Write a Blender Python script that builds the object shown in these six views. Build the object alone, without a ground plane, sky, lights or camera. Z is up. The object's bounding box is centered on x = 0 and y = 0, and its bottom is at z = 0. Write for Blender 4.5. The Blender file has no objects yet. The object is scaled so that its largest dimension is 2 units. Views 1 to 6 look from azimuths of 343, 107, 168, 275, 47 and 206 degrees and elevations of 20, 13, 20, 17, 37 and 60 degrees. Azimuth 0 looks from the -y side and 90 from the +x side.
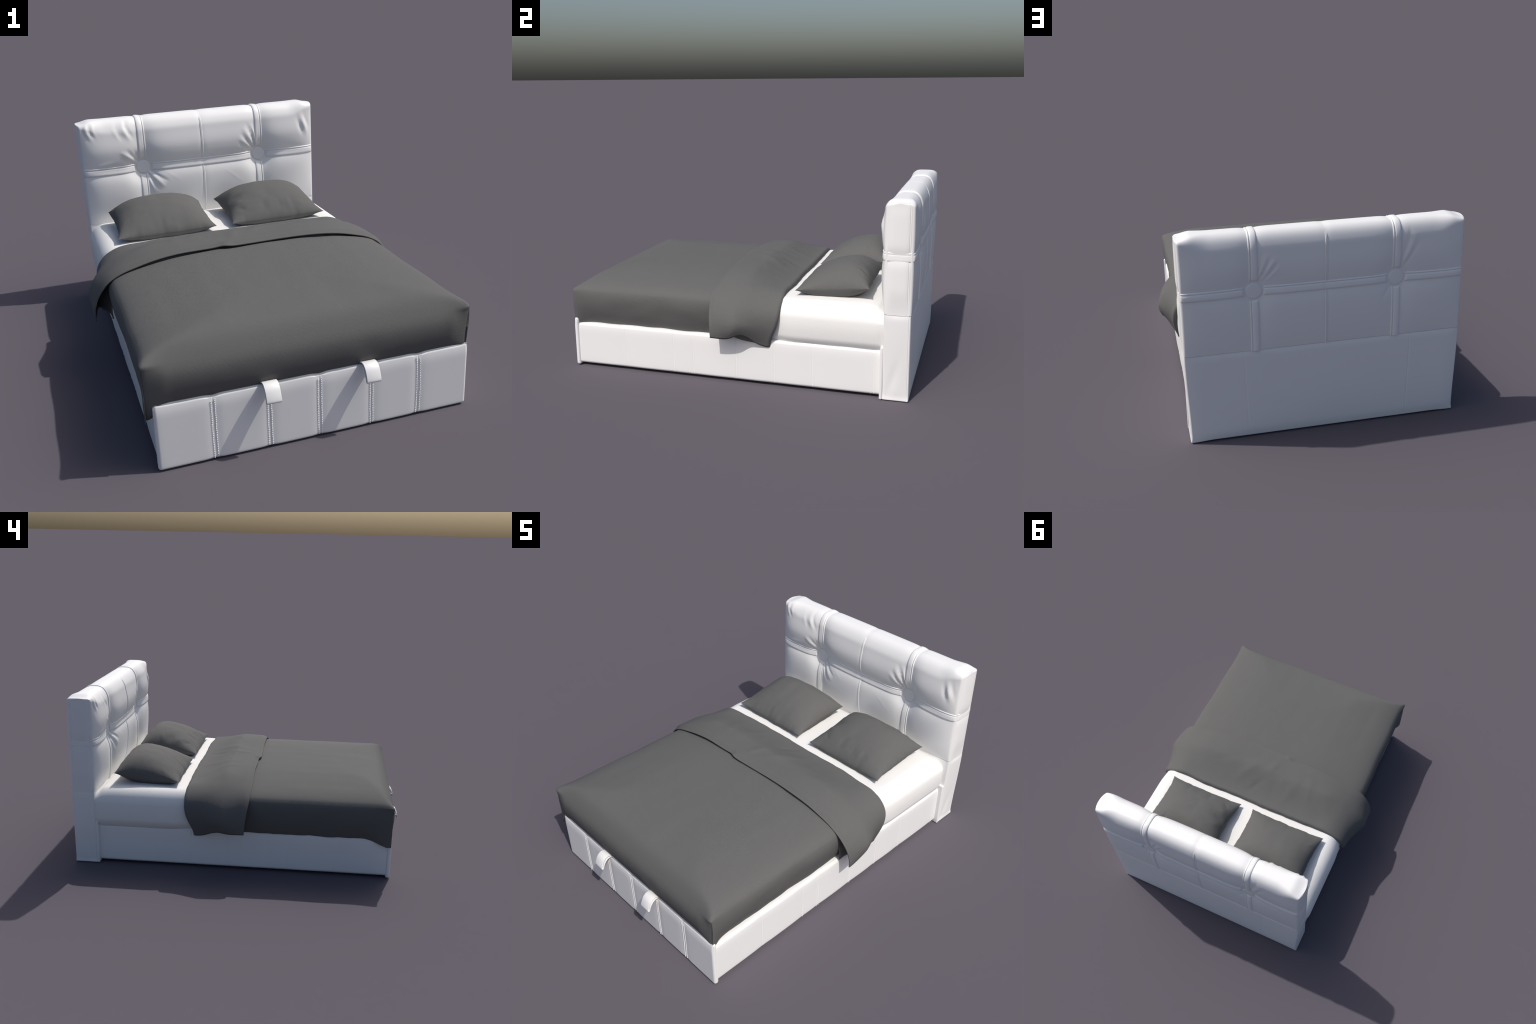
"""Upholstered double bed: white leather frame with a buttoned headboard, white
mattress, grey duvet with a turned-down end and two grey pillows."""
import math
import bpy, bmesh
import numpy as np
from mathutils import noise as mnoise, Vector

mnoise.seed_set(7)
RNG = np.random.default_rng(11)
CX = 0.0155                      # centre line of the frame


# ------------------------------------------------------------------ helpers
def smooth(t):
    t = np.clip(t, 0.0, 1.0)
    return t * t * (3 - 2 * t)


def gauss(d, s):
    return np.exp(-(np.asarray(d) / s) ** 2)


def spline(points, n):
    """Catmull-Rom through the points, n samples equally spaced by length."""
    p = np.array(points, float)
    p = np.vstack([2 * p[0] - p[1], p, 2 * p[-1] - p[-2]])
    out = []
    for i in range(1, len(p) - 2):
        for t in np.linspace(0, 1, 24, endpoint=False):
            a, b, c, d = p[i - 1], p[i], p[i + 1], p[i + 2]
            out.append(0.5 * (2 * b + (c - a) * t + (2 * a - 5 * b + 4 * c - d) * t ** 2 + (3 * b - a - 3 * c + d) * t ** 3))
    out.append(p[-2])
    out = np.array(out)
    s = np.concatenate([[0], np.cumsum(np.linalg.norm(np.diff(out, axis=0), axis=1))])
    q = np.linspace(0, s[-1], n)
    return np.stack([np.interp(q, s, out[:, k]) for k in range(out.shape[1])], 1)


def fbm(x, y, scale, seed=0.0, octaves=2):
    """Smooth noise field sampled on arrays."""
    x, y = np.broadcast_arrays(np.asarray(x, float), np.asarray(y, float))
    f = np.empty(x.size)
    for i, (a, b) in enumerate(zip(x.ravel(), y.ravel())):
        f[i] = mnoise.fractal(Vector((a * scale, b * scale, seed)), 1.0, 2.0, octaves)
    return f.reshape(x.shape)


def dense(lo, hi, step, features=(), fine=0.0015, reach=0.012):
    """Coordinates from lo to hi, crowded near the features."""
    out, v = [lo], lo
    while v < hi:
        d = min([abs(v - f) for f in features] + [1.0])
        d2 = min([abs(v + fine - f) for f in features] + [1.0])
        d = min(d, d2)
        s = fine if d < reach else min(step, fine + (d - reach) * 0.35)
        v += s
        out.append(v)
    out = np.array(out)
    return lo + (out - lo) * (hi - lo) / (out[-1] - lo)


class Build:
    """Collects grids of points, welds them, makes an object."""

    def __init__(self):
        self.v, self.f = [], []

    def grid(self, P, flip=False, keep=None):
        n, m = P.shape[:2]
        base = sum(len(a) for a in self.v)
        self.v.append(P.reshape(-1, 3))
        for i in range(n - 1):
            for j in range(m - 1):
                if keep is not None and not keep[i, j]:
                    continue
                q = (base + i * m + j, base + i * m + j + 1, base + (i + 1) * m + j + 1, base + (i + 1) * m + j)
                self.f.append(q[::-1] if flip else q)

    def fan(self, ring, tip, flip=False):
        base = sum(len(a) for a in self.v)
        self.v.append(np.vstack([ring, [tip]]))
        n = len(ring)
        for i in range(n):
            q = (base + i, base + (i + 1) % n, base + n)
            self.f.append(q[::-1] if flip else q)

    def make(self, name, parent, material, weld=1e-5, angle=None, recalc=True):
        me = bpy.data.meshes.new(name)
        me.from_pydata(np.vstack(self.v).tolist(), [], self.f)
        bm = bmesh.new()
        bm.from_mesh(me)
        bmesh.ops.remove_doubles(bm, verts=bm.verts, dist=weld)
        bmesh.ops.dissolve_degenerate(bm, edges=bm.edges, dist=1e-7)
        loose = [v for v in bm.verts if not v.link_faces]
        bmesh.ops.delete(bm, geom=loose, context="VERTS")
        if recalc:
            bmesh.ops.recalc_face_normals(bm, faces=bm.faces)
        bm.to_mesh(me)
        bm.free()
        me.materials.append(material)
        me.shade_smooth()
        if angle:
            me.set_sharp_from_angle(angle=math.radians(angle))
        ob = bpy.data.objects.new(name, me)
        bpy.context.scene.collection.objects.link(ob)
        ob.parent = parent
        return ob


def cushion_box(name, parent, material, lo, hi, r, axes=(None, None, None), step=0.03, disp=None, corner=5):
    """Box with rounded edges of radius r; disp(P, N) gives extra offsets."""
    lo, hi = np.array(lo, float), np.array(hi, float)
    c = np.tan(np.linspace(0, 1, corner + 1) * math.pi / 4)      # even angles on the round
    coords = []
    for k in range(3):
        mid = axes[k] if axes[k] is not None else np.linspace(lo[k] + r, hi[k] - r, max(3, int((hi[k] - lo[k]) / step)))
        mid = mid[(mid > lo[k] + r + 1e-5) & (mid < hi[k] - r - 1e-5)]
        a = lo[k] + r - r * c[::-1]
        b = hi[k] - r + r * c
        coords.append(np.concatenate([a, mid, b]))
    bd = Build()
    for k in range(3):
        u, w = (k + 1) % 3, (k + 2) % 3
        U, W = np.meshgrid(coords[u], coords[w], indexing="ij")
        for side in (lo[k], hi[k]):
            P = np.zeros(U.shape + (3,))
            P[..., u], P[..., w], P[..., k] = U, W, side
            Q = np.clip(P, lo + r, hi - r)
            N = P - Q
            N /= np.linalg.norm(N, axis=-1, keepdims=True)
            S = Q + r * N
            if disp is not None:
                S = S + disp(S, N)
            bd.grid(S, flip=(side == lo[k]))
    return bd.make(name, parent, material)


# ---------------------------------------------------------------- materials
def material(name, colour, rough, spec=0.5, weave=None, mottle=0.04, grain=None):
    m = bpy.data.materials.new(name)
    m.use_nodes = True
    nt = m.node_tree
    N, L = nt.nodes, nt.links
    bsdf = N["Principled BSDF"]
    bsdf.inputs["Roughness"].default_value = rough
    bsdf.inputs["Specular IOR Level"].default_value = spec
    tc = N.new("ShaderNodeTexCoord")
    nz = N.new("ShaderNodeTexNoise")
    nz.inputs["Scale"].default_value = 3.5
    nz.inputs["Detail"].default_value = 3
    L.new(tc.outputs["Object"], nz.inputs["Vector"])
    mix = N.new("ShaderNodeMix")
    mix.data_type = "RGBA"
    mix.inputs["A"].default_value = (*[c * (1 - mottle) for c in colour], 1)
    mix.inputs["B"].default_value = (*[min(1, c * (1 + mottle)) for c in colour], 1)
    L.new(nz.outputs["Fac"], mix.inputs["Factor"])
    L.new(mix.outputs["Result"], bsdf.inputs["Base Color"])
    if weave:
        pitch, strength, dist = weave
        k = 2 * math.pi / pitch
        sines = []
        for direction in ((k, k, 1.37 * k), (k, -k, 0.11 * k)):
            dot = N.new("ShaderNodeVectorMath")
            dot.operation = "DOT_PRODUCT"
            dot.inputs[1].default_value = direction
            L.new(tc.outputs["Object"], dot.inputs[0])
            sn = N.new("ShaderNodeMath")
            sn.operation = "SINE"
            L.new(dot.outputs["Value"], sn.inputs[0])
            sines.append(sn)
        mul = N.new("ShaderNodeMath")
        mul.operation = "MULTIPLY"
        for i in (0, 1):
            L.new(sines[i].outputs[0], mul.inputs[i])
        bump = N.new("ShaderNodeBump")
        bump.inputs["Strength"].default_value = strength
        bump.inputs["Distance"].default_value = dist
        # irregular threads break up the regular weave
        slub = N.new("ShaderNodeTexNoise")
        slub.inputs["Scale"].default_value = 0.9 / pitch
        slub.inputs["Detail"].default_value = 2
        L.new(tc.outputs["Object"], slub.inputs["Vector"])
        add = N.new("ShaderNodeMath")
        add.operation = "MULTIPLY_ADD"
        add.inputs[1].default_value = 2.4
        L.new(slub.outputs["Fac"], add.inputs[0])
        L.new(mul.outputs[0], add.inputs[2])
        L.new(add.outputs[0], bump.inputs["Height"])
        L.new(bump.outputs["Normal"], bsdf.inputs["Normal"])
    if grain:
        fine = N.new("ShaderNodeTexNoise")
        fine.inputs["Scale"].default_value = grain[0]
        L.new(tc.outputs["Object"], fine.inputs["Vector"])
        bump = N.new("ShaderNodeBump")
        bump.inputs["Strength"].default_value = grain[1]
        bump.inputs["Distance"].default_value = 0.001
        L.new(fine.outputs["Fac"], bump.inputs["Height"])
        L.new(bump.outputs["Normal"], bsdf.inputs["Normal"])
    return m


LEATHER = material("white_leather", (0.81, 0.81, 0.81), 0.45, 0.5, mottle=0.01, grain=(60, 0.05))
LINEN = material("white_sheet", (0.80, 0.80, 0.79), 0.85, 0.2, weave=(0.0070, 0.22, 0.0010), mottle=0.01)
FABRIC = material("grey_cotton", (0.118, 0.118, 0.116), 0.9, 0.25, weave=(0.0076, 0.30, 0.0012), mottle=0.012)

# ------------------------------------------------------------------- object
bed = bpy.data.objects.new("double_bed", None)
bpy.context.scene.collection.objects.link(bed)
bed["label"] = "white leather double bed with buttoned headboard and grey bedding"
bed["category"] = "bed"


def empty(name, parent):
    e = bpy.data.objects.new(name, None)
    bpy.context.scene.collection.objects.link(e)
    e.parent = parent
    return e


# ---------------------------------------------------------------- headboard
HX0, HX1 = -0.666, 0.698
HY0, HY1 = 0.845, 0.984
SEAM_Z, BAND_Z, TOP_Z = 0.463, 0.763, 1.016
BAND_X = (-0.328, 0.359)
BTN_R = 0.039


def end_dist(x):
    return np.maximum(np.minimum(x - HX0, HX1 - x), 0)


def button_wrinkles(x, z, folds):
    """Radial tucks round a button: (button, angle, spread, reach, depth)."""
    d = np.zeros_like(x)
    for bx, ang, width, r0, r1, depth in folds:
        dx, dz = x - bx, z - BAND_Z
        a = math.radians(ang)
        along, across = dx * math.cos(a) + dz * math.sin(a), -dx * math.sin(a) + dz * math.cos(a)
        mid, half = (r0 + r1) / 2, (r1 - r0) / 2
        env = np.clip(1 - ((along - mid) / half) ** 2, 0, 1)
        w = 0.85 * width * (0.45 + 0.55 * np.clip(along / r1, 0, 1))
        d += depth * env * gauss(across, w)
    return d


FRONT_FOLDS = [
    (-0.328, 140, 0.009, 0.030, 0.165, 0.0065), (-0.328, 128, 0.007, 0.035, 0.150, -0.0055),
    (-0.328, 153, 0.007, 0.035, 0.150, -0.0055), (-0.328, 115, 0.008, 0.04, 0.13, -0.003),
    (-0.328, 312, 0.008, 0.030, 0.170, 0.0060), (-0.328, 325, 0.008, 0.035, 0.165, -0.0055),
    (-0.328, 300, 0.007, 0.035, 0.165, -0.005), (-0.328, 289, 0.007, 0.035, 0.160, 0.004),
    (0.359, 129, 0.007, 0.035, 0.185, -0.0055), (0.359, 120, 0.006, 0.035, 0.200, 0.0055),
    (0.359, 111, 0.006, 0.035, 0.210, -0.007), (0.359, 103, 0.005, 0.04, 0.195, 0.005),
    (0.359, 138, 0.008, 0.04, 0.175, 0.004), (0.359, 147, 0.007, 0.05, 0.150, -0.003),
]
BACK_FOLDS = [
    (0.359, 110, 0.007, 0.05, 0.19, 0.004), (0.359, 117, 0.006, 0.05, 0.19, -0.0045),
    (0.359, 124, 0.007, 0.05, 0.19, 0.004), (0.359, 131, 0.006, 0.05, 0.18, -0.004),
    (0.359, 138, 0.007, 0.05, 0.17, 0.003),
    (-0.328, 122, 0.007, 0.05, 0.22, -0.004), (-0.328, 114, 0.008, 0.05, 0.24, 0.004),
    (-0.328, 106, 0.007, 0.07, 0.26, -0.0035), (-0.328, 305, 0.008, 0.05, 0.13, -0.003),
]


def puff(x, z, front):
    """Outward bulge of the upholstery on the front or back face."""
    x, z = np.broadcast_arrays(np.asarray(x, float), np.asarray(z, float))
    full, deep, swell = (0.023, 0.035, 0.017) if front else (0.009, 0.014, 0.007)
    e = (1 - np.exp(-end_dist(x) / 0.050)) * (1 - np.exp(-np.maximum(z - SEAM_Z, 0) / 0.10))
    e = e * (1 - 0.50 * smooth((z - 0.86) / 0.15))
    d = full * e
    to_v = np.min([np.abs(x - bx) for bx in BAND_X], axis=0)
    d = d + swell * e * np.sqrt((1 - gauss(to_v, 0.085)) * (1 - gauss(z - BAND_Z, 0.075)))
    dim = np.zeros_like(d)
    for bx in BAND_X:
        r = np.hypot(x - bx, z - BAND_Z)
        core = gauss(np.maximum(r - 0.030, 0), 0.052)
        dim = np.maximum(dim, 0.72 * core + 0.28 * gauss(r, 0.15))
    vert = sum(gauss(x - bx, 0.045) for bx in BAND_X)
    horiz = gauss(z - BAND_Z, 0.040) * (0.35 + 0.65 * smooth(end_dist(x) / 0.25))
    valley = (0.009 if front else 0.005) * np.maximum(vert, horiz)
    d = d - valley * (1 - dim) * e - deep * dim
    d = d - 0.0022 * gauss(x - CX, 0.014) * e
    d = d + button_wrinkles(x, z, FRONT_FOLDS if front else BACK_FOLDS)
    if front:
        # tucks by the upper corners and under the top edge
        for cx, cz, ang, ln, wd, h in ((-0.625, 0.985, 118, 0.035, 0.007, 0.005), (-0.640, 0.985, 118, 0.035, 0.006, -0.004),
                                       (-0.605, 0.988, 118, 0.030, 0.006, -0.004), (-0.590, 0.990, 118, 0.028, 0.006, 0.003),
                                       (-0.415, 0.966, 120, 0.035, 0.009, 0.005), (-0.398, 0.972, 122, 0.035, 0.008, -0.005),
                                       (-0.450, 0.962, 118, 0.030, 0.009, -0.003), (-0.470, 0.966, 118, 0.028, 0.008, 0.002),
                                       (0.640, 0.915, 108, 0.042, 0.011, 0.0085), (0.617, 0.905, 108, 0.042, 0.011, -0.006),
                                       (0.660, 0.925, 108, 0.042, 0.008, -0.004),
                                       (-0.165, 0.700, 322, 0.045, 0.0025, 0.0016), (0.200, 0.655, 322, 0.07, 0.0025, 0.0016),
                                       (-0.55, 0.800, 8, 0.06, 0.012, 0.003)):
            a = math.radians(ang)
            al, ac = (x - cx) * math.cos(a) + (z - cz) * math.sin(a), -(x - cx) * math.sin(a) + (z - cz) * math.cos(a)
            d = d + h * gauss(al, ln) * gauss(ac, wd)
    return d


EDGE_R = 0.012


def end_inset(x):
    """How far the faces step back where the slab rounds into its ends."""
    t = np.clip(1 - end_dist(x) / EDGE_R, 0, 1)
    return EDGE_R * (1 - np.sqrt(np.maximum(1 - t * t, 0)))


Z_FRONT = dense(SEAM_Z, 1.0, 0.008, (SEAM_Z, BAND_Z - 0.02, BAND_Z + 0.02), 0.003, 0.006)
Z_FRAC = (Z_FRONT - SEAM_Z) / (1.0 - SEAM_Z)
ARC = np.linspace(0, math.pi / 2, 13)[1:]
TOPS = np.linspace(0, 1, 13)[1:-1]


def slab_path(x):
    """Positions and normals from front seam over the top to the back seam."""
    x = np.atleast_1d(np.asarray(x, float))[:, None]
    r = 0.010 + 0.042 * smooth(end_dist(x) / 0.15)
    ins = end_inset(x)
    crown = 0.028 * (0.5 + 0.5 * smooth(end_dist(x) / 0.07))
    crown = crown - 0.006 * sum(gauss(x - bx, 0.035) for bx in BAND_X) - 0.002 * gauss(x - CX, 0.02)
    zt = TOP_Z + 0 * x
    y0, y1 = HY0 + ins, HY1 - ins
    zs = zt - r
    one = np.ones_like(x)
    Y, Z, NY, NZ, DF, DB, DT = [], [], [], [], [], [], []
    # front upright
    z = SEAM_Z + Z_FRAC[None] * (zs - SEAM_Z)
    Y.append(y0 + 0 * z); Z.append(z); NY.append(-1 + 0 * z); NZ.append(0 * z); DT.append(0 * z)
    # front arc
    a = ARC[None]
    Y.append(y0 + r - r * np.cos(a)); Z.append(zs + r * np.sin(a)); NY.append(-np.cos(a) * one); NZ.append(np.sin(a) * one); DT.append(np.sin(a) ** 2 * one)
    # flat top
    t = TOPS[None]
    Y.append(y0 + r + (y1 - y0 - 2 * r) * t); Z.append(zt + 0 * t); NY.append(0 * t * one); NZ.append(1 + 0 * t * one); DT.append(1 + 0 * t * one)
    # back arc and upright
    a = ARC[::-1][None]
    Y.append(y1 - r + r * np.cos(a)); Z.append(zs + r * np.sin(a)); NY.append(np.cos(a) * one); NZ.append(np.sin(a) * one); DT.append(np.sin(a) ** 2 * one)
    z = z[:, ::-1]
    Y.append(y1 + 0 * z); Z.append(z); NY.append(1 + 0 * z); NZ.append(0 * z); DT.append(0 * z)
    Y, Z, NY, NZ, DT = (np.hstack(q) for q in (Y, Z, NY, NZ, DT))
    X = x + 0 * Y
    half = Y.shape[1] // 2
    zc = np.minimum(Z, 0.99)
    D = np.empty_like(Y)
    D[:, :half] = puff(X[:, :half], zc[:, :half], True)
    D[:, half:] = puff(X[:, half:], zc[:, half:], False)
    # across the top the bulge is a crown, highest mid-way
    ym = (Y - y0) / (y1 - y0)
    top = crown * np.clip(1 - (2 * ym - 1) ** 4 * 0.5, 0, 1)
    D = D * (1 - DT) + top * DT
    P = np.stack([X, Y + D * NY, Z + D * NZ], -1)
    return P, np.stack([0 * X, NY, NZ], -1)


def side_bulge(w, z, sign):
    """Bulge of the narrow ends; w runs 0 (front) to 1 (back)."""
    b = 0.009 * (1 - (2 * w - 1) ** 4)
    b = b * (0.85 + 0.15 * smooth((TOP_Z - z) / 0.05)) * (0.1 + 0.9 * smooth((z - SEAM_Z) / 0.14))
    b = b - 0.006 * gauss(z - BAND_Z, 0.035)
    b = b - 0.0022 * gauss(w - 0.93, 0.012) - 0.0012 * gauss(w - 0.06, 0.012)
    return b


headboard = empty("headboard", bed)


def headboard_upper():
    xs = dense(HX0 + EDGE_R, HX1 - EDGE_R, 0.009, (*[b - 0.02 for b in BAND_X], *[b + 0.02 for b in BAND_X], CX), 0.003, 0.010)
    k = 1 - np.cos(np.linspace(0, math.pi / 2, 7))
    xs = np.concatenate([HX0 + EDGE_R * k[:-1], xs, HX1 - EDGE_R * k[:-1][::-1]])
    P, _ = slab_path(xs)
    bd = Build()
    bd.grid(P)
    n = P.shape[1]
    half = n // 2
    w = np.concatenate([np.linspace(0, 0.04, 4)[:-1], dense(0.04, 0.96, 0.05, (0.93,), 0.008, 0.03), np.linspace(0.96, 1, 4)[1:]])
    for col, sign in ((0, -1), (-1, 1)):
        A, B = P[col, : half + 1], P[col, ::-1][: half + 1]
        C = A[:, None] * (1 - w[None, :, None]) + B[:, None] * w[None, :, None]
        C[..., 0] += sign * side_bulge(w[None], C[..., 2], sign)
        C[:, 0], C[:, -1] = A, B
        bd.grid(C)
    # close the underside
    bd.grid(np.stack([P[:, 0], P[:, -1]], 1))
    return bd.make("headboard_cushion", headboard, LEATHER, weld=2e-6)


headboard_upper()

# lower half of the headboard: plain upholstered block
def lower_disp(S, N):
    d = np.zeros(S.shape)
    x, y, z = S[..., 0], S[..., 1], S[..., 2]
    ez = smooth(z / 0.05) * smooth((SEAM_Z - z) / 0.02)
    e = smooth(end_dist(x) / 0.05)
    b = 0.004 * ez * e * np.abs(N[..., 1])
    b = b - np.where(N[..., 1] > 0.9, 0.0011 * (gauss(x - 0.414, 0.0022) + gauss(x + 0.408, 0.0022)), 0)
    d[..., 1] = np.sign(N[..., 1]) * b
    flat = np.abs(N[..., 0]) > 0.9
    side = 0.004 * ez * np.clip(1 - (2 * (y - HY0) / (HY1 - HY0) - 1) ** 2, 0, 1)
    dent = 0.0035 * gauss((y - 0.90) - (z - 0.12) * 0.25, 0.018) * gauss(z - 0.12, 0.10)
    d[..., 0] = np.where(flat, np.sign(N[..., 0]) * (side - dent - 0.002 * gauss(y - 0.974, 0.002) - 0.0015 * gauss(y - 0.853, 0.002)), 0)
    # feet of the cover flare outwards a little, waist draws in
    taper = -0.012 * (1 - smooth(z / 0.46)) + 0.005 * gauss(z, 0.018)
    d[..., 0] += np.sign(x - CX) * smooth(np.abs(x - CX) / 0.6) * taper
    d[..., 2] += 0.004 * (z < 0.02) * np.where(np.abs(x - CX) < 0.66, smooth((0.66 - np.abs(x - CX)) / 0.1), 0)
    return d


cushion_box("headboard_base", headboard, LEATHER, (HX0 + 0.001, HY0 + 0.0015, 0.0), (HX1 - 0.001, HY1 - 0.0015, SEAM_Z + 0.004), 0.007,
            axes=(dense(HX0, HX1, 0.02, (0.414, -0.408), 0.001, 0.004), dense(HY0, HY1, 0.012, (0.853, 0.974), 0.001, 0.004), np.linspace(0.01, SEAM_Z, 40)),
            disp=lower_disp)

# raised leather bands
# rounded strip with a narrow flat lip along one side
BAND_SECTION = [(-0.0225, -0.007), (-0.0220, -0.001), (-0.0205, 0.0028), (-0.0180, 0.0052), (-0.014, 0.0068), (-0.008, 0.0076), (-0.002, 0.0077), (0.004, 0.0070),
                (0.0085, 0.0055), (0.0105, 0.0036), (0.0118, 0.0020), (0.0128, 0.0034), (0.0145, 0.0044), (0.0170, 0.0042), (0.0195, 0.0030), (0.0215, -0.001), (0.0222, -0.007)]
SEAM_SECTION = [(-0.0075, -0.002), (-0.0065, 0.0012), (-0.004, 0.0030), (-0.0012, 0.0022), (0, -0.0005), (0.0012, 0.0022), (0.004, 0.0030), (0.0065, 0.0012), (0.0075, -0.002)]


def near_button(x, z):
    """Bands sink away where they reach a button."""
    r = np.min([np.hypot(x - bx, z - BAND_Z) for bx in BAND_X], axis=0)
    return smooth((r - 0.040) / 0.014)


def vertical_band(x0, section, name, scale=1.0, fade_top=False):
    w = np.array([s[0] for s in section]) * scale
    h = np.array([s[1] for s in section])
    P, Nn = slab_path(x0 + w)
    lift = h[:, None] * np.ones(P.shape[1])[None]
    up = near_button(P[..., 0], P[..., 2])
    lift = np.where(np.abs(P[..., 2] - BAND_Z) < 0.08, -0.008 + (lift + 0.008) * up, lift)
    if fade_top:
        lift = lift - 0.004 * smooth((P[..., 2] - 1.0) / 0.03)
    bd = Build()
    bd.grid(P + Nn * lift[..., None])
    return bd.make(name, headboard, LEATHER, recalc=False)


for x0 in BAND_X:
    vertical_band(x0, BAND_SECTION, "leather_band")
vertical_band(CX, SEAM_SECTION, "centre_seam", scale=0.72, fade_top=True)


def horizontal_band():
    w = np.array([s[0] for s in BAND_SECTION]) * 1.05
    h = np.array([s[1] for s in BAND_SECTION])
    xs = dense(HX0 + EDGE_R, HX1 - EDGE_R, 0.010, BAND_X, 0.004, 0.06)
    k = 1 - np.cos(np.linspace(0, math.pi / 2, 7))
    xs = np.concatenate([HX0 + EDGE_R * k[:-1], xs, HX1 - EDGE_R * k[:-1][::-1]])
    xs = xs[end_dist(xs) > 0.35 * EDGE_R]
    ws = np.linspace(0, 1, 22)[1:-1]
    rows = []
    for wj, hj in zip(w, h):
        z = BAND_Z + wj
        lift_x = -0.008 + (hj + 0.008) * near_button(xs, z + 0 * xs)
        lift_x = lift_x * (1 - 0.55 * gauss(end_dist(xs), 0.014))
        yf = HY0 + end_inset(xs) - puff(xs, z, True)
        yb = HY1 - end_inset(xs) + puff(xs, z, False)
        # normals turn through the corner over the last millimetres
        t = np.clip(1 - end_dist(xs) / EDGE_R, 0, 1)
        sx = np.sign(xs - CX) * t * 0.45
        sy = np.sqrt(np.maximum(1 - t * t, 0.15))
        f = np.stack([xs + sx * lift_x, yf - sy * lift_x, z + 0 * xs], 1)
        b = np.stack([xs + sx * lift_x, yb + sy * lift_x, z + 0 * xs], 1)
        r = np.stack([HX1 + side_bulge(ws, z, 1) + hj * 0.45 - 0.002, yf[-1] + (yb[-1] - yf[-1]) * ws, z + 0 * ws], 1)
        l = np.stack([HX0 - side_bulge(ws, z, -1) - hj * 0.45 + 0.002, yf[0] + (yb[0] - yf[0]) * ws, z + 0 * ws], 1)
        rows.append(np.vstack([f, r, b[::-1], l[::-1], f[:1]]))
    bd = Build()
    bd.grid(np.array(rows))
    return bd.make("leather_band", headboard, LEATHER, recalc=False)


horizontal_band()


def button(bx, front):
    prof = [(1.0, -0.012), (1.0, 0.0025), (0.985, 0.0038), (0.95, 0.0046), (0.85, 0.0050), (0.5, 0.0054), (0.0, 0.0055)]
    n = 11
    surf = (HY0 - float(puff(bx, BAND_Z, True))) if front else (HY1 + float(puff(bx, BAND_Z, False)))
    sgn = -1 if front else 1
    bd = Build()
    rings = []
    for q, h in prof[:-1]:
        a = np.linspace(0, 2 * math.pi, n + 1) + 0.2
        rings.append(np.stack([bx + BTN_R * q * np.cos(a), surf + sgn * h + 0 * a, BAND_Z + BTN_R * q * np.sin(a)], 1))
    bd.grid(np.array(rings))
    bd.fan(rings[-1][:-1], (bx, surf + sgn * prof[-1][1], BAND_Z))
    return bd.make("button", headboard, LEATHER, angle=60)


for bx in BAND_X:
    button(bx, True)
    button(bx, False)

# --------------------------------------------------------------------- base
base = empty("bed_base", bed)
RX0, RX1, RAIL_TOP = -0.636, 0.666, 0.258
RAIL_SEAMS = (-0.612, -0.322, -0.205, 0.047, 0.262, 0.473, 0.797)


def rail(x_out, x_in, name):
    sgn = 1 if x_out > x_in else -1

    def disp(S, N):
        d = np.zeros(S.shape)
        y, z = S[..., 1], S[..., 2]
        out = N[..., 0] * sgn > 0.5
        groove = sum(-0.0009 * gauss(y - s, 0.0022) + 0.0006 * gauss(y - s - 0.006, 0.003) - 0.002 * gauss(y - s, 0.05) for s in RAIL_SEAMS)
        body = 0.003 * smooth(z / 0.04) * smooth((RAIL_TOP - z) / 0.04)
        d[..., 0] = np.where(out, sgn * (groove + body), 0)
        d[..., 2] = np.where(N[..., 2] > 0.5, 0.003 * np.sin(y * 21 + sgn) * np.sin(y * 9.0 + 1), 0)
        return d

    return cushion_box(name, base, LEATHER, (min(x_out, x_in), -0.928, 0.012), (max(x_out, x_in), 0.845, RAIL_TOP), 0.016,
                       axes=(None, dense(-0.9, 0.83, 0.02, RAIL_SEAMS, 0.0015, 0.009), np.linspace(0.03, 0.25, 14)), disp=disp)


rail(RX1, RX1 - 0.05, "side_rail")
rail(RX0, RX0 + 0.05, "side_rail")

FOOT_X0, FOOT_X1, FOOT_Y0, FOOT_Y1, FOOT_TOP = -0.646, 0.676, -0.936, -0.909, 0.284
FOOT_SEAMS = (-0.418, -0.195, 0.0145, 0.238, 0.447)


def foot_disp(S, N):
    d = np.zeros(S.shape)
    x, z = S[..., 0], S[..., 2]
    seam = sum(gauss(x - s, 0.022) for s in FOOT_SEAMS)
    fine = sum(gauss(x - s, 0.0025) for s in FOOT_SEAMS)
    ridge = sum(gauss(np.abs(x - s) - 0.004, 0.0018) for s in FOOT_SEAMS)
    body = smooth(z / 0.03) * smooth((FOOT_TOP - z) / 0.03)
    d[..., 1] = np.where(N[..., 1] < -0.5, 0.0026 * seam + (0.0014 * fine - 0.0005 * ridge) * body + 0.006 * smooth((z - 0.225) / 0.065) ** 2 + 0.002 * smooth((FOOT_X0 + 0.025 - x) / 0.025) ** 2, 0)
    d[..., 2] = np.where(N[..., 2] > 0.3, -0.006 * seam + 0.004 * gauss(np.abs(x - CX) - 0.66, 0.02), 0)
    d[..., 2] += np.where(N[..., 2] < -0.3, 0.003 * seam, 0)
    return d


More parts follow.
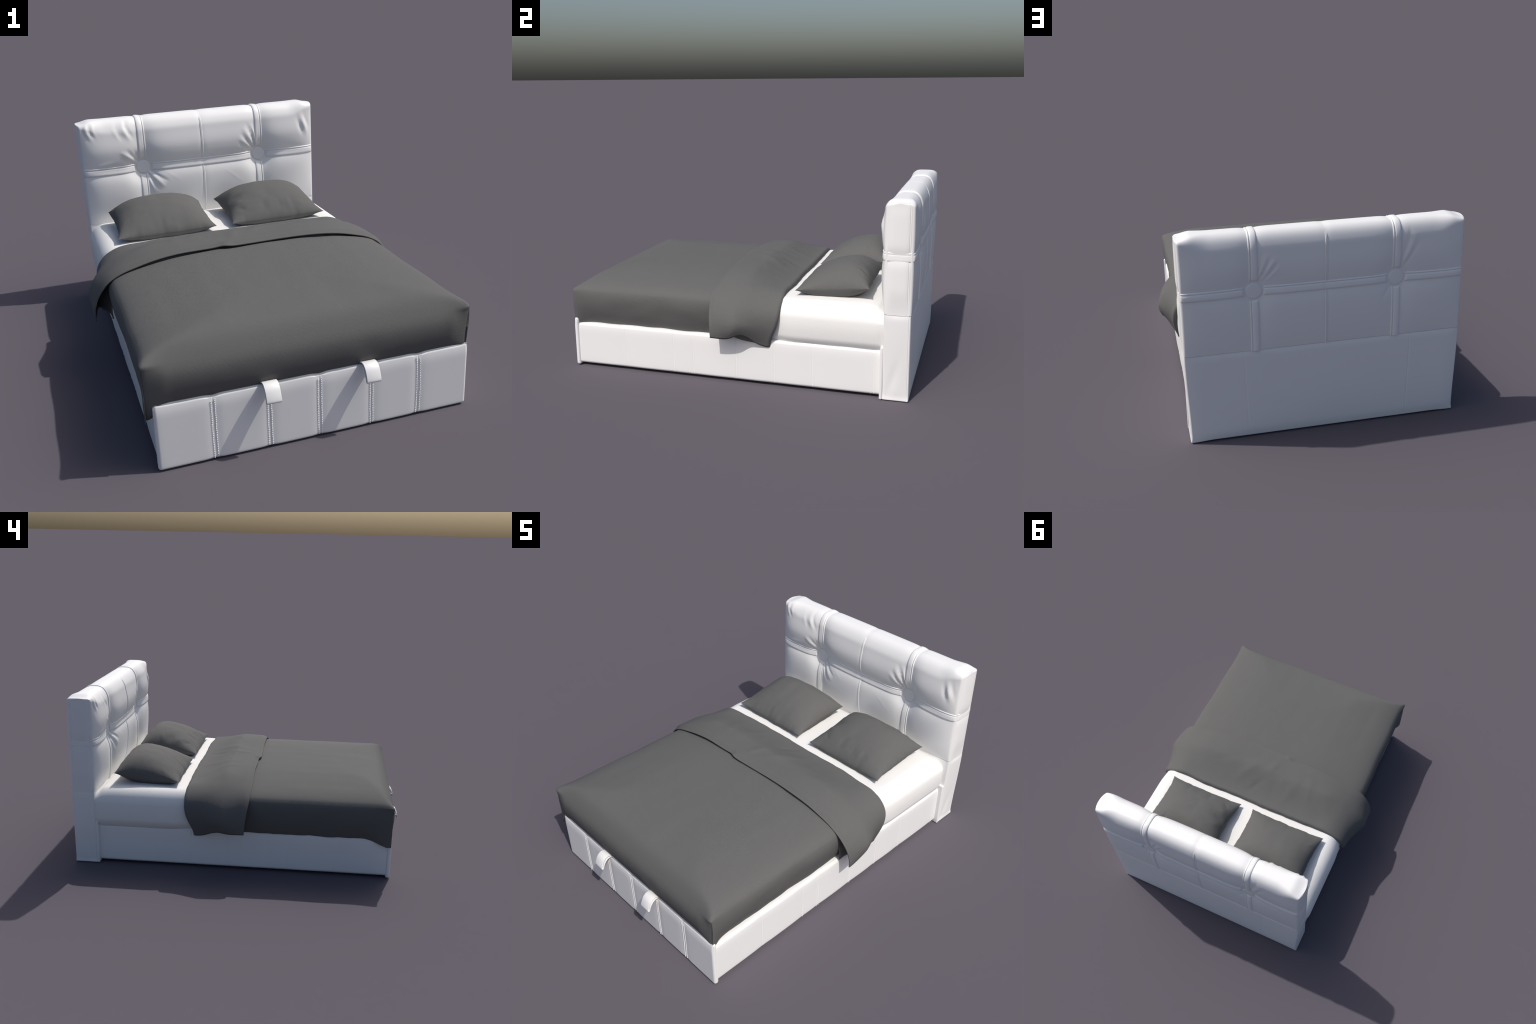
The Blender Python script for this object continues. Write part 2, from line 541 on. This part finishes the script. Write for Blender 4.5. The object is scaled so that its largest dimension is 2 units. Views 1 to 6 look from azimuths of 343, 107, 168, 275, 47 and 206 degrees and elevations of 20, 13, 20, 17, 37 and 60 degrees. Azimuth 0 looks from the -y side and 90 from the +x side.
cushion_box("foot_panel", base, LEATHER, (FOOT_X0, FOOT_Y0, 0.002), (FOOT_X1, FOOT_Y1, FOOT_TOP), 0.0125,
            axes=(dense(FOOT_X0, FOOT_X1, 0.015, FOOT_SEAMS, 0.0013, 0.012), None, np.linspace(0.012, 0.272, 18)), disp=foot_disp)

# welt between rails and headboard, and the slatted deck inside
cushion_box("corner_welt", base, LEATHER, (-0.658, 0.832, 0.0), (-0.60, 0.848, 0.285), 0.006)
cushion_box("corner_welt", base, LEATHER, (0.63, 0.832, 0.0), (0.692, 0.848, 0.285), 0.006)
cushion_box("base_deck", base, LEATHER, (RX0 + 0.03, -0.905, 0.10), (RX1 - 0.03, 0.84, 0.215), 0.006, step=0.2)


def stitches():
    """Rows of small thread stitches along the seams, one joined part."""
    bm = bmesh.new()
    bmesh.ops.create_icosphere(bm, subdivisions=1, radius=1.0)
    unit = np.array([v.co[:] for v in bm.verts])
    faces = [tuple(v.index for v in f.verts) for f in bm.faces]
    bm.free()
    V, F = [], []

    def put(c, half, tilt):
        q = unit * np.array(half)
        ca, sa = math.cos(tilt), math.sin(tilt)
        k = 0 if half[0] > half[1] else 1     # tilt in the plane of the face
        u = q[:, k] * ca - q[:, 2] * sa
        w = q[:, k] * sa + q[:, 2] * ca
        q[:, k], q[:, 2] = u, w
        n = sum(len(a) for a in V)
        V.append(q + np.array(c))
        F.extend(tuple(i + n for i in f) for f in faces)

    for i, s in enumerate(FOOT_SEAMS):
        spread = 0.0077 if i != 3 else 0.0062
        for side in (-1, 1):
            z = 0.010 + RNG.uniform(0, 0.004)
            while z < FOOT_TOP - 0.018:
                bow = 0.0035 * math.sin((z / 0.27) * math.pi) * (1 if i > 3 else -0.3)
                put((s + side * spread + bow + RNG.normal(0, 0.0004), FOOT_Y0 + 0.0016, z), (0.0023, 0.0026, 0.0031), RNG.normal(0.25 * side, 0.12))
                z += 0.0082 + RNG.normal(0, 0.0003)
    rows = {-0.205: (-0.009, 0.006), 0.047: (-0.004, 0.004), 0.797: (-0.010, 0.006), 0.262: (0.003,), 0.473: (0.003,), -0.322: (0.002,)}
    for s, offs in rows.items():
        for o in offs:
            z = 0.022
            while z < RAIL_TOP - 0.026:
                partial = len(offs) == 1 and 0.09 < z
                if not partial:
                    for x, q in ((RX1, 1), (RX0, -1)):
                        put((x + q * 0.0006, s + o + RNG.normal(0, 0.0004), z), (0.0014, 0.0019, 0.0027), RNG.normal(0, 0.15))
                z += 0.0088 + RNG.normal(0, 0.0003)
    z = 0.03
    while z < 0.262:
        for x in (FOOT_X1 - 0.0005, FOOT_X0 + 0.0005):
            put((x, FOOT_Y1 - 0.007, z), (0.0014, 0.0018, 0.0026), 0)
        z += 0.0095 + RNG.normal(0, 0.0006)
    bd = Build()
    bd.v, bd.f = [np.vstack(V)], F
    ob = bd.make("stitching", base, LEATHER, weld=1e-7)
    ob["kind"] = "stuff"


stitches()


def handle(cx):
    """Folded leather pull loop hanging over the top of the foot panel."""
    path = spline([(-0.913, 0.280), (-0.928, 0.2925), (-0.945, 0.2992), (-0.962, 0.2975), (-0.978, 0.285), (-0.989, 0.266), (-0.9965, 0.246),
                   (-0.9975, 0.2365), (-0.9930, 0.2325), (-0.9885, 0.2360), (-0.982, 0.251), (-0.971, 0.2695), (-0.957, 0.282), (-0.942, 0.2868), (-0.925, 0.283)], 70)
    tan = np.gradient(path, axis=0)
    nrm = np.stack([-tan[:, 1], tan[:, 0]], 1)
    nrm /= np.linalg.norm(nrm, axis=1, keepdims=True)
    t, hw, r = 0.0022, 0.0305, 0.0018
    sec = []
    for sx, sn in ((-1, -1), (1, -1), (1, 1), (-1, 1)):
        a0 = {(-1, -1): math.pi, (1, -1): 1.5 * math.pi, (1, 1): 0, (-1, 1): 0.5 * math.pi}[(sx, sn)]
        for a in np.linspace(a0, a0 + math.pi / 2, 4):
            sec.append((sx * (hw - r) + r * math.cos(a), sn * (t - r) + r * math.sin(a)))
    sec.append(sec[0])
    sec = np.array(sec)
    P = np.zeros((len(path), len(sec), 3))
    P[..., 0] = cx + sec[None, :, 0]
    P[..., 1] = path[:, None, 0] + nrm[:, None, 0] * sec[None, :, 1]
    P[..., 2] = path[:, None, 1] + nrm[:, None, 1] * sec[None, :, 1]
    bd = Build()
    bd.grid(P)
    return bd.make("pull_handle", base, LEATHER)


handle(-0.1955)
handle(0.2185)

# ----------------------------------------------------------------- mattress
def mattress_disp(S, N):
    d = np.zeros(S.shape)
    x, y, z = S[..., 0], S[..., 1], S[..., 2]
    u = (x - 0.0) / 0.67
    d[..., 0] = np.sign(x) * np.abs(N[..., 0]) * (0.010 * gauss(z - 0.36, 0.08)) - 0.010 * np.sign(x) * (1 - smooth((z - 0.22) / 0.08)) * np.abs(N[..., 0])
    hidden = 1 - smooth((y - 0.02) / 0.20)
    d[..., 0] += -0.07 * u * hidden - 0.014 * u * (1 - smooth((y - 0.24) / 0.16))
    d[..., 2] += np.where(N[..., 2] > 0, -0.05 * hidden * N[..., 2], 0) + np.where(N[..., 2] > 0.2, 0.004 * (1 - u ** 2), 0)
    d[..., 2] += np.where(N[..., 2] > 0, -0.030 * smooth((y - 0.775) / 0.075) * N[..., 2], 0)
    top = N[..., 2] > 0.3
    ripple = 0.002 * np.sin(y * 38 + 2 * np.sin(x * 5)) * gauss(u, 0.6)
    d[..., 2] += np.where(top, ripple * N[..., 2], 0)
    return d


cushion_box("mattress", bed, LINEN, (-0.668, -0.86, 0.215), (0.672, 0.885, 0.482), 0.085, corner=12,
            axes=(np.linspace(-0.58, 0.58, 60), np.linspace(-0.77, 0.75, 90), np.linspace(0.30, 0.40, 8)), disp=mattress_disp)

# -------------------------------------------------------------------- duvet
duvet = empty("duvet", bed)
DXL, DXR = -0.674, 0.670          # widest points of the sides
DY0 = -0.936                      # foot end
D_TOP = 0.548                     # height of the crest
BELOW = 22
# inset from the outline and height, hem to crest; split at the shoulder
SIDE_CURVE = spline([(0.034, 0.250), (0.024, 0.274), (0.011, 0.310), (0.001, 0.350), (-0.005, 0.388), (-0.005, 0.420), (0.001, 0.446), (0.014, 0.464), (0.034, 0.478),
                     (0.072, 0.493), (0.12, 0.506), (0.17, 0.516), (0.27, 0.531), (0.37, 0.541), (0.50, 0.546), (0.672, 0.548)], 200)
FOOT_CURVE = spline([(0.034, 0.262), (0.012, 0.285), (0.001, 0.312), (-0.006, 0.342), (-0.0095, 0.375), (-0.007, 0.405), (0.001, 0.428), (0.014, 0.450), (0.032, 0.474),
                     (0.052, 0.495), (0.080, 0.513), (0.12, 0.526), (0.17, 0.535), (0.25, 0.542), (0.36, 0.547), (0.46, 0.548)], 200)
D_SH = 0.446


def split(curve):
    k = int(np.argmax(curve[:, 1] >= D_SH))
    low, rise = curve[: k + 1], curve[k:]
    share = (low[:, 1] - low[0, 1]) / (low[-1, 1] - low[0, 1])
    return share, low[:, 0], rise


SIDE_SHARE, SIDE_LOW, rise = split(SIDE_CURVE)
SIDE_RISE = spline(rise[::6] if (len(rise) - 1) % 6 == 0 else np.vstack([rise[::6], rise[-1:]]), 80)
FOOT_SHARE, FOOT_LOW, rise = split(FOOT_CURVE)
FOOT_RISE = spline(rise[::6] if (len(rise) - 1) % 6 == 0 else np.vstack([rise[::6], rise[-1:]]), 56)


def duvet_body():
    nL = len(SIDE_RISE)
    half = len(SIDE_RISE)
    xs_top = np.concatenate([DXL + SIDE_RISE[:, 0], (DXR - SIDE_RISE[::-1, 0])[1:] if abs(DXL + SIDE_RISE[-1, 0] - (DXR - SIDE_RISE[-1, 0])) < 1e-3 else DXR - SIDE_RISE[::-1, 0]])
    zx = np.concatenate([SIDE_RISE[:, 1], SIDE_RISE[::-1, 1]])[: len(xs_top)]
    ys_head = np.arange(-0.47, 0.125, 0.011)
    ys = np.concatenate([DY0 + FOOT_RISE[:, 0], ys_head])
    zy = np.concatenate([FOOT_RISE[:, 1], np.full(len(ys_head), D_TOP)])
    dx, dy = D_TOP - zx, D_TOP - zy
    X, Y = np.meshgrid(xs_top, ys, indexing="ij")
    DX, DYY = np.meshgrid(dx, dy, indexing="ij")
    p = 7.0
    Z = D_TOP - (DX ** p + DYY ** p + 1e-30) ** (1 / p)
    # soft creases that run along the bed, and a faint unevenness
    inner = smooth((Y - DY0) / 0.18) * smooth((X - DXL) / 0.2) * smooth((DXR - X) / 0.2)
    Z = Z + inner * (0.0035 * fbm(X * 2.6, Y * 0.55, 2.0, 3.1) + 0.0012 * fbm(X, Y, 4.5, 8.0))
    Z = Z - 0.035 * smooth((Y - 0.0) / 0.12)
    # edges wander a little as cloth does
    wob = fbm(Y, Y * 0 + 1.7, 3.0, 5.0)
    X = X + 0.004 * wob * np.sign(X) * smooth(np.abs(X) / 0.6)
    # pointed corners
    tip = gauss(np.hypot(np.minimum(X - DXL, DXR - X), Y - DY0), 0.028)
    Z = Z + 0.010 * tip
    near = np.hypot(np.minimum(X - DXL, DXR - X), Y - DY0 - 0.016)
    out = 0.010 * gauss(near, 0.06) - 0.0035 * gauss(near, 0.012)
    P = np.stack([X + np.sign(X) * out, Y - 1.5 * out, Z], -1)
    bd = Build()
    bd.grid(P)
    # side faces
    s = np.linspace(0, 1, BELOW)
    low = np.interp(s, SIDE_SHARE, SIDE_LOW)
    flow = np.interp(s, FOOT_SHARE, FOOT_LOW)
    for col, sg in ((0, -1), (-1, 1)):
        E = P[col]
        yy = E[:, 1]
        hem = 0.246 + 0.005 * fbm(yy, 0 * yy, 6.0, 2.0) + 0.003 * fbm(yy, 0 * yy, 14.0, 6.0) - 0.034 * (1 - smooth((yy - DY0) / 0.20)) if sg < 0 else 0.254 + 0.007 * fbm(yy, 0 * yy, 5.0, 9.0) + 0.004 * fbm(yy, 0 * yy, 14.0, 4.0)
        Zs = hem[None] + (E[:, 2] - hem)[None] * s[:, None]
        fade = smooth((yy - DY0) / 0.10)[None]
        inset = (low - SIDE_LOW[-1])[:, None] * (0.35 + 0.65 * fade)
        if sg < 0:
            loose = (1 - smooth((yy - DY0 - 0.03) / 0.10))[None]
            inset = inset * (1 - loose) + 0.004 * loose
        Xs = E[:, 0][None] - sg * inset
        Xs = Xs + sg * 0.004 * fbm(yy[None] * 1.5, Zs * 2.0, 3.0, 20.0 + sg) * np.sin(s * math.pi)[:, None]
        Q = np.stack([Xs, yy[None] + 0 * Zs, Zs], -1)
        # tucked crease exactly at the corner
        tuck = (np.sin(s ** 0.6 * math.pi) ** 0.5)
        Q[:, 0, 0] -= sg * 0.007 * tuck
        Q[:, 0, 1] += 0.014 * tuck + (0.024 if sg < 0 else 0.012) * (1 - smooth(s / 0.45))
        Q[-1] = E
        if sg < 0:
            left_edge = Q[:, 0].copy()
        else:
            right_edge = Q[:, 0].copy()
        bd.grid(Q)
    # foot face, hung between the two corner creases
    E = P[:, 0]
    xx = E[:, 0]
    t = (xx - DXL) / (DXR - DXL)
    hemz = left_edge[0, 2] * (1 - smooth(t / 0.08)) + 0.262 * smooth(t / 0.08)
    hemz = np.where(t > 0.9, hemz * (1 - smooth((t - 0.92) / 0.08)) + right_edge[0, 2] * smooth((t - 0.92) / 0.08), hemz)
    bul = smooth(np.minimum(xx - DXL, DXR - xx) / 0.09)
    Zs = hemz[None] + (E[:, 2] - hemz)[None] * s[:, None]
    ins = (flow - FOOT_LOW[-1])[:, None]
    ins = np.where(ins < 0, ins * bul[None], ins)
    Ys = E[:, 1][None] + ins
    to_end = np.minimum(xx - DXL, DXR - xx)
    Ys = Ys + 0.013 * (np.sin(s ** 0.6 * math.pi) ** 0.5)[:, None] * np.exp(-np.maximum(to_end, 0) / 0.045)[None]
    Ys = Ys + 0.020 * (1 - smooth(s / 0.45))[:, None] * np.exp(-np.maximum(xx - DXL, 0) / 0.04)[None]
    Ys = Ys + 0.003 * fbm(xx[None] * 2, Zs, 3.0, 31.0) * (np.sin(s * math.pi) ** 2)[:, None] * bul[None]
    Q = np.stack([xx[None] + 0 * Zs, Ys, Zs], -1)
    Q[:, 0], Q[:, -1] = left_edge, right_edge
    Q[-1] = E
    bd.grid(Q)
    ob = bd.make("duvet_body", duvet, FABRIC, weld=1e-5)
    return ob


duvet_body()

# turned-down end: a folded double layer that hangs wider than the duvet
FOLD_Y0, FOLD_Y1 = -0.092, 0.284
#  distance from the middle, height: at the hem (loose, flared) and at the fold line (drawn in)
HEM_PROFILE = [(0.0, 0.560), (0.2, 0.559), (0.35, 0.554), (0.46, 0.540), (0.55, 0.519), (0.62, 0.497), (0.676, 0.464), (0.714, 0.415), (0.736, 0.364), (0.743, 0.316), (0.741, 0.274)]
MID_PROFILE = [(0.0, 0.560), (0.2, 0.559), (0.35, 0.554), (0.46, 0.544), (0.55, 0.522), (0.62, 0.496), (0.682, 0.458), (0.727, 0.410), (0.748, 0.358), (0.745, 0.310), (0.728, 0.270)]
FOLD_PROFILE = [(0.0, 0.498), (0.2, 0.498), (0.35, 0.497), (0.46, 0.494), (0.55, 0.490), (0.612, 0.470), (0.655, 0.440), (0.680, 0.400), (0.687, 0.348), (0.679, 0.290), (0.661, 0.225)]


def turndown():
    n = 90
    pa, pm, pf = (spline(q, n) for q in (HEM_PROFILE, MID_PROFILE, FOLD_PROFILE))

    def section(k, sg):
        """Half cross-section for k = 0 (hem) .. 1 (fold line)."""
        a = smooth(k / 0.42)
        b = smooth((k - 0.42) / 0.58) ** 0.75
        q = np.where(k < 0.42, pa * (1 - a) + pm * a, pm * (1 - b) + pf * b)
        return q

    def full(k):
        r = section(k, 1)
        l = r.copy()
        x = np.concatenate([-l[::-1, 0], r[1:, 0]])
        z = np.concatenate([l[::-1, 1], r[1:, 1]])
        tx, tz = np.gradient(x), np.gradient(z)
        ln = np.hypot(tx, tz)
        return x, z, -tz / ln, tx / ln

    rows = []
    ths = 0.012
    outer = np.concatenate([[0, 0.004, 0.010, 0.018, 0.03, 0.045], np.linspace(0.065, 0.94, 44), [0.96, 0.98, 1.0]])
    turn = np.linspace(0, math.pi, 11)[1:-1]
    inner = np.linspace(1.0, 0.04, 36)
    s_all = np.abs(np.linspace(-1, 1, 2 * n - 1))
    sgn = np.sign(np.linspace(-1, 1, 2 * n - 1))
    for stage, ks in (("outer", outer), ("turn", turn), ("inner", inner)):
        for k in ks:
            kk = k if stage != "turn" else 1.0
            x, z, nx, nz = full(kk)
            y = np.full_like(x, FOLD_Y0 + (FOLD_Y1 - FOLD_Y0) * kk)
            off = {"outer": ths, "inner": -ths}.get(stage, ths * math.cos(k))
            off = np.full_like(x, off)
            if stage == "turn":
                y = y + 0.015 * math.sin(k)
            # fold line slants back towards the hem as it goes down the sides
            down = smooth((s_all - 0.72) / 0.28)
            y = y - kk * 0.055 * down ** 2 - kk * 0.004 * smooth((s_all - 0.3) / 0.4)
            y = y + (1 - kk) * (0.022 * down - 0.010 * gauss(s_all, 0.3))
            # uneven edges
            y = y + (1 - kk) * (0.006 * np.array([mnoise.noise(Vector((v * 4.5, 3.3, 0))) for v in x]) - 0.006 * np.tanh((x + 0.125) / 0.014) * gauss(x + 0.125, 0.09)) \
                  + kk * 0.006 * np.array([mnoise.fractal(Vector((v * 7.0, 8.3, 0)), 1.0, 2.2, 3) for v in x])
            if stage == "outer":
                drop = (1 - smooth(kk / 0.10)) * 0.014
                off = off - drop * (1 - down)
                off = off + 0.005 * gauss(x + 0.12, 0.035) * (1 - smooth(kk / 0.12))
                # soft wrinkles of the turned layer
                wr = np.array([mnoise.fractal(Vector((v * 5.0 + 1.3 * yy, yy * 7.0, 4.0)), 1.0, 2.0, 2) for v, yy in zip(x, y)])
                off = off + 0.0032 * wr * (1 - down) * math.sin(math.pi * min(kk * 1.05, 1)) 
                for cx, cy, ang, ln, wd, h in ((0.10, 0.10, 55, 0.10, 0.018, 0.005), (-0.05, 0.02, 70, 0.06, 0.014, 0.004), (-0.22, 0.16, 80, 0.08, 0.018, 0.0045),
                                               (0.28, 0.08, 20, 0.09, 0.016, -0.003), (-0.34, 0.09, 100, 0.09, 0.016, 0.003), (0.02, 0.19, 60, 0.06, 0.012, -0.004)):
                    a = math.radians(ang)
                    al = (x - cx) * math.cos(a) + (y - cy) * math.sin(a)
                    ac = -(x - cx) * math.sin(a) + (y - cy) * math.cos(a)
                    off = off + 0.75 * h * gauss(al, ln * 1.1) * gauss(ac, wd * 1.6)
                # the hem lifts in an arch near the fold line
                arch = np.where(s_all > 0.8, gauss(kk - 0.60, 0.20), 0)
                z = z + 0.040 * arch * smooth((s_all - 0.84) / 0.16) * np.where(x > 0, 1.25, 0.3)
                off = off + 0.012 * arch * smooth((s_all - 0.86) / 0.14) * np.where(x > 0, 1.3, -0.4)
            if stage == "inner":
                z = z - 0.014 * (1 - kk) * smooth((s_all - 0.8) / 0.2)
                off = off - 0.050 * smooth((0.58 - kk) / 0.5) * smooth((s_all - 0.62) / 0.2) - 0.006 * (1 - kk)
            rows.append(np.stack([x + nx * off, y, z + nz * off], 1))
    bd = Build()
    bd.grid(np.array(rows))
    ob = bd.make("turned_down_end", duvet, FABRIC, recalc=False)
    m = ob.modifiers.new("thickness", "SOLIDIFY")
    m.thickness, m.offset, m.use_even_offset = 0.006, 0.0, True
    return ob


turndown()


# ------------------------------------------------------------------ pillows
def pillow(cx, seed, folds):
    n, m = 72, 60
    s = np.sin(np.linspace(-1, 1, n) * math.pi / 2)
    t = np.sin(np.linspace(-1, 1, m) * math.pi / 2)
    S, T = np.meshgrid(s, t, indexing="ij")
    pinch_x = 1 - 0.070 * (1 - T ** 2) ** 0.8
    pinch_y = 1 - 0.045 * (1 - S ** 2) ** 0.8
    x = cx + 0.262 * S * pinch_x
    y = 0.551 + 0.198 * T * pinch_y
    seam = 0.534 + 0.018 * T - 0.004 * (1 - S ** 2)
    x = x + 0.004 * fbm(T * 2.5, S, 1.0, seed) * (np.abs(S) > 0.5)
    y = y + 0.004 * fbm(S * 3.5, T, 1.0, seed + 3)
    x = x + 0.0022 * fbm(T * 7.0, S, 1.0, seed + 5) * np.abs(S) ** 3
    y = y + 0.0022 * fbm(S * 9.0, T, 1.0, seed + 7) * np.abs(T) ** 3
    skew = (1 + 0.30 * T) / 1.04
    shape = np.clip((1 - S ** 2), 0, 1) * np.clip((1 - T ** 2), 0, 1)
    rim = np.clip(shape, 0, 1)
    top = 0.115 * np.clip(1 - np.abs(S) ** 2.6, 0, 1) ** 0.58 * np.clip(1 - np.abs(T) ** 2.3, 0, 1) ** 0.60 * skew
    bot = 0.116 * np.clip(1 - np.abs(S) ** 2.6, 0, 1) ** 0.64 * np.clip(1 - T ** 2, 0, 1) ** 0.70
    wr = np.zeros_like(top)
    for u, v, ang, ln, wd, h in folds:
        a = math.radians(ang)
        px, py = (S - u) * 0.262, (T - v) * 0.198
        al, ac = px * math.cos(a) + py * math.sin(a), -px * math.sin(a) + py * math.cos(a)
        wr = wr + h * gauss(al, ln) * gauss(ac, wd)
    soft = 0.002 * fbm(S * 2.2, T * 2.0, 1.4, seed + 9)
    zt = seam + top + (wr + soft) * np.clip(rim * 6, 0, 1)
    zb = seam - bot + soft * np.clip(rim * 3, 0, 1)
    # rests on the mattress: soft floor
    fl = 0.469
    zb = fl + np.log1p(np.exp((zb - fl) / 0.006)) * 0.006
    zb = np.where(rim < 1e-6, seam, zb)
    bd = Build()
    bd.grid(np.stack([x, y, zt], -1))
    bd.grid(np.stack([x, y, zb], -1), flip=True)
    return bd.make("pillow", bed, FABRIC, weld=1e-6, angle=35)


pillow(-0.305, 1.0, [(0.0, -0.80, 80, 0.03, 0.012, 0.003), (0.78, 0.35, 20, 0.03, 0.010, 0.006), (0.80, 0.0, -10, 0.03, 0.012, -0.004),
                     (-0.85, -0.5, 20, 0.03, 0.012, 0.003)])
pillow(0.305, 6.0, [(-0.80, 0.25, 12, 0.035, 0.011, 0.007), (-0.78, -0.05, -8, 0.035, 0.012, -0.007), (-0.80, -0.35, -20, 0.035, 0.011, 0.006),
                    (-0.72, -0.65, -40, 0.03, 0.011, -0.005), (-0.25, -0.72, 95, 0.03, 0.011, -0.004), (-0.1, -0.70, 90, 0.035, 0.011, 0.004),
                    (0.12, -0.72, 85, 0.03, 0.012, -0.004), (0.3, -0.74, 80, 0.03, 0.010, 0.004), (0.45, 0.80, 85, 0.03, 0.009, 0.005),
                    (0.55, 0.82, 80, 0.03, 0.008, -0.005), (0.66, 0.80, 70, 0.03, 0.008, 0.004), (0.72, -0.1, 30, 0.03, 0.008, 0.003)])


# ------------------------------------------- each group hangs under its main mesh
def settle(group, main):
    body = bpy.data.objects[main]
    name = group.name
    for child in list(group.children):
        if child is not body:
            child.parent = body
    body.parent = bed
    bpy.data.objects.remove(group)
    body.name = body.data.name = name


settle(headboard, "headboard_cushion")
settle(base, "base_deck")
settle(duvet, "duvet_body")
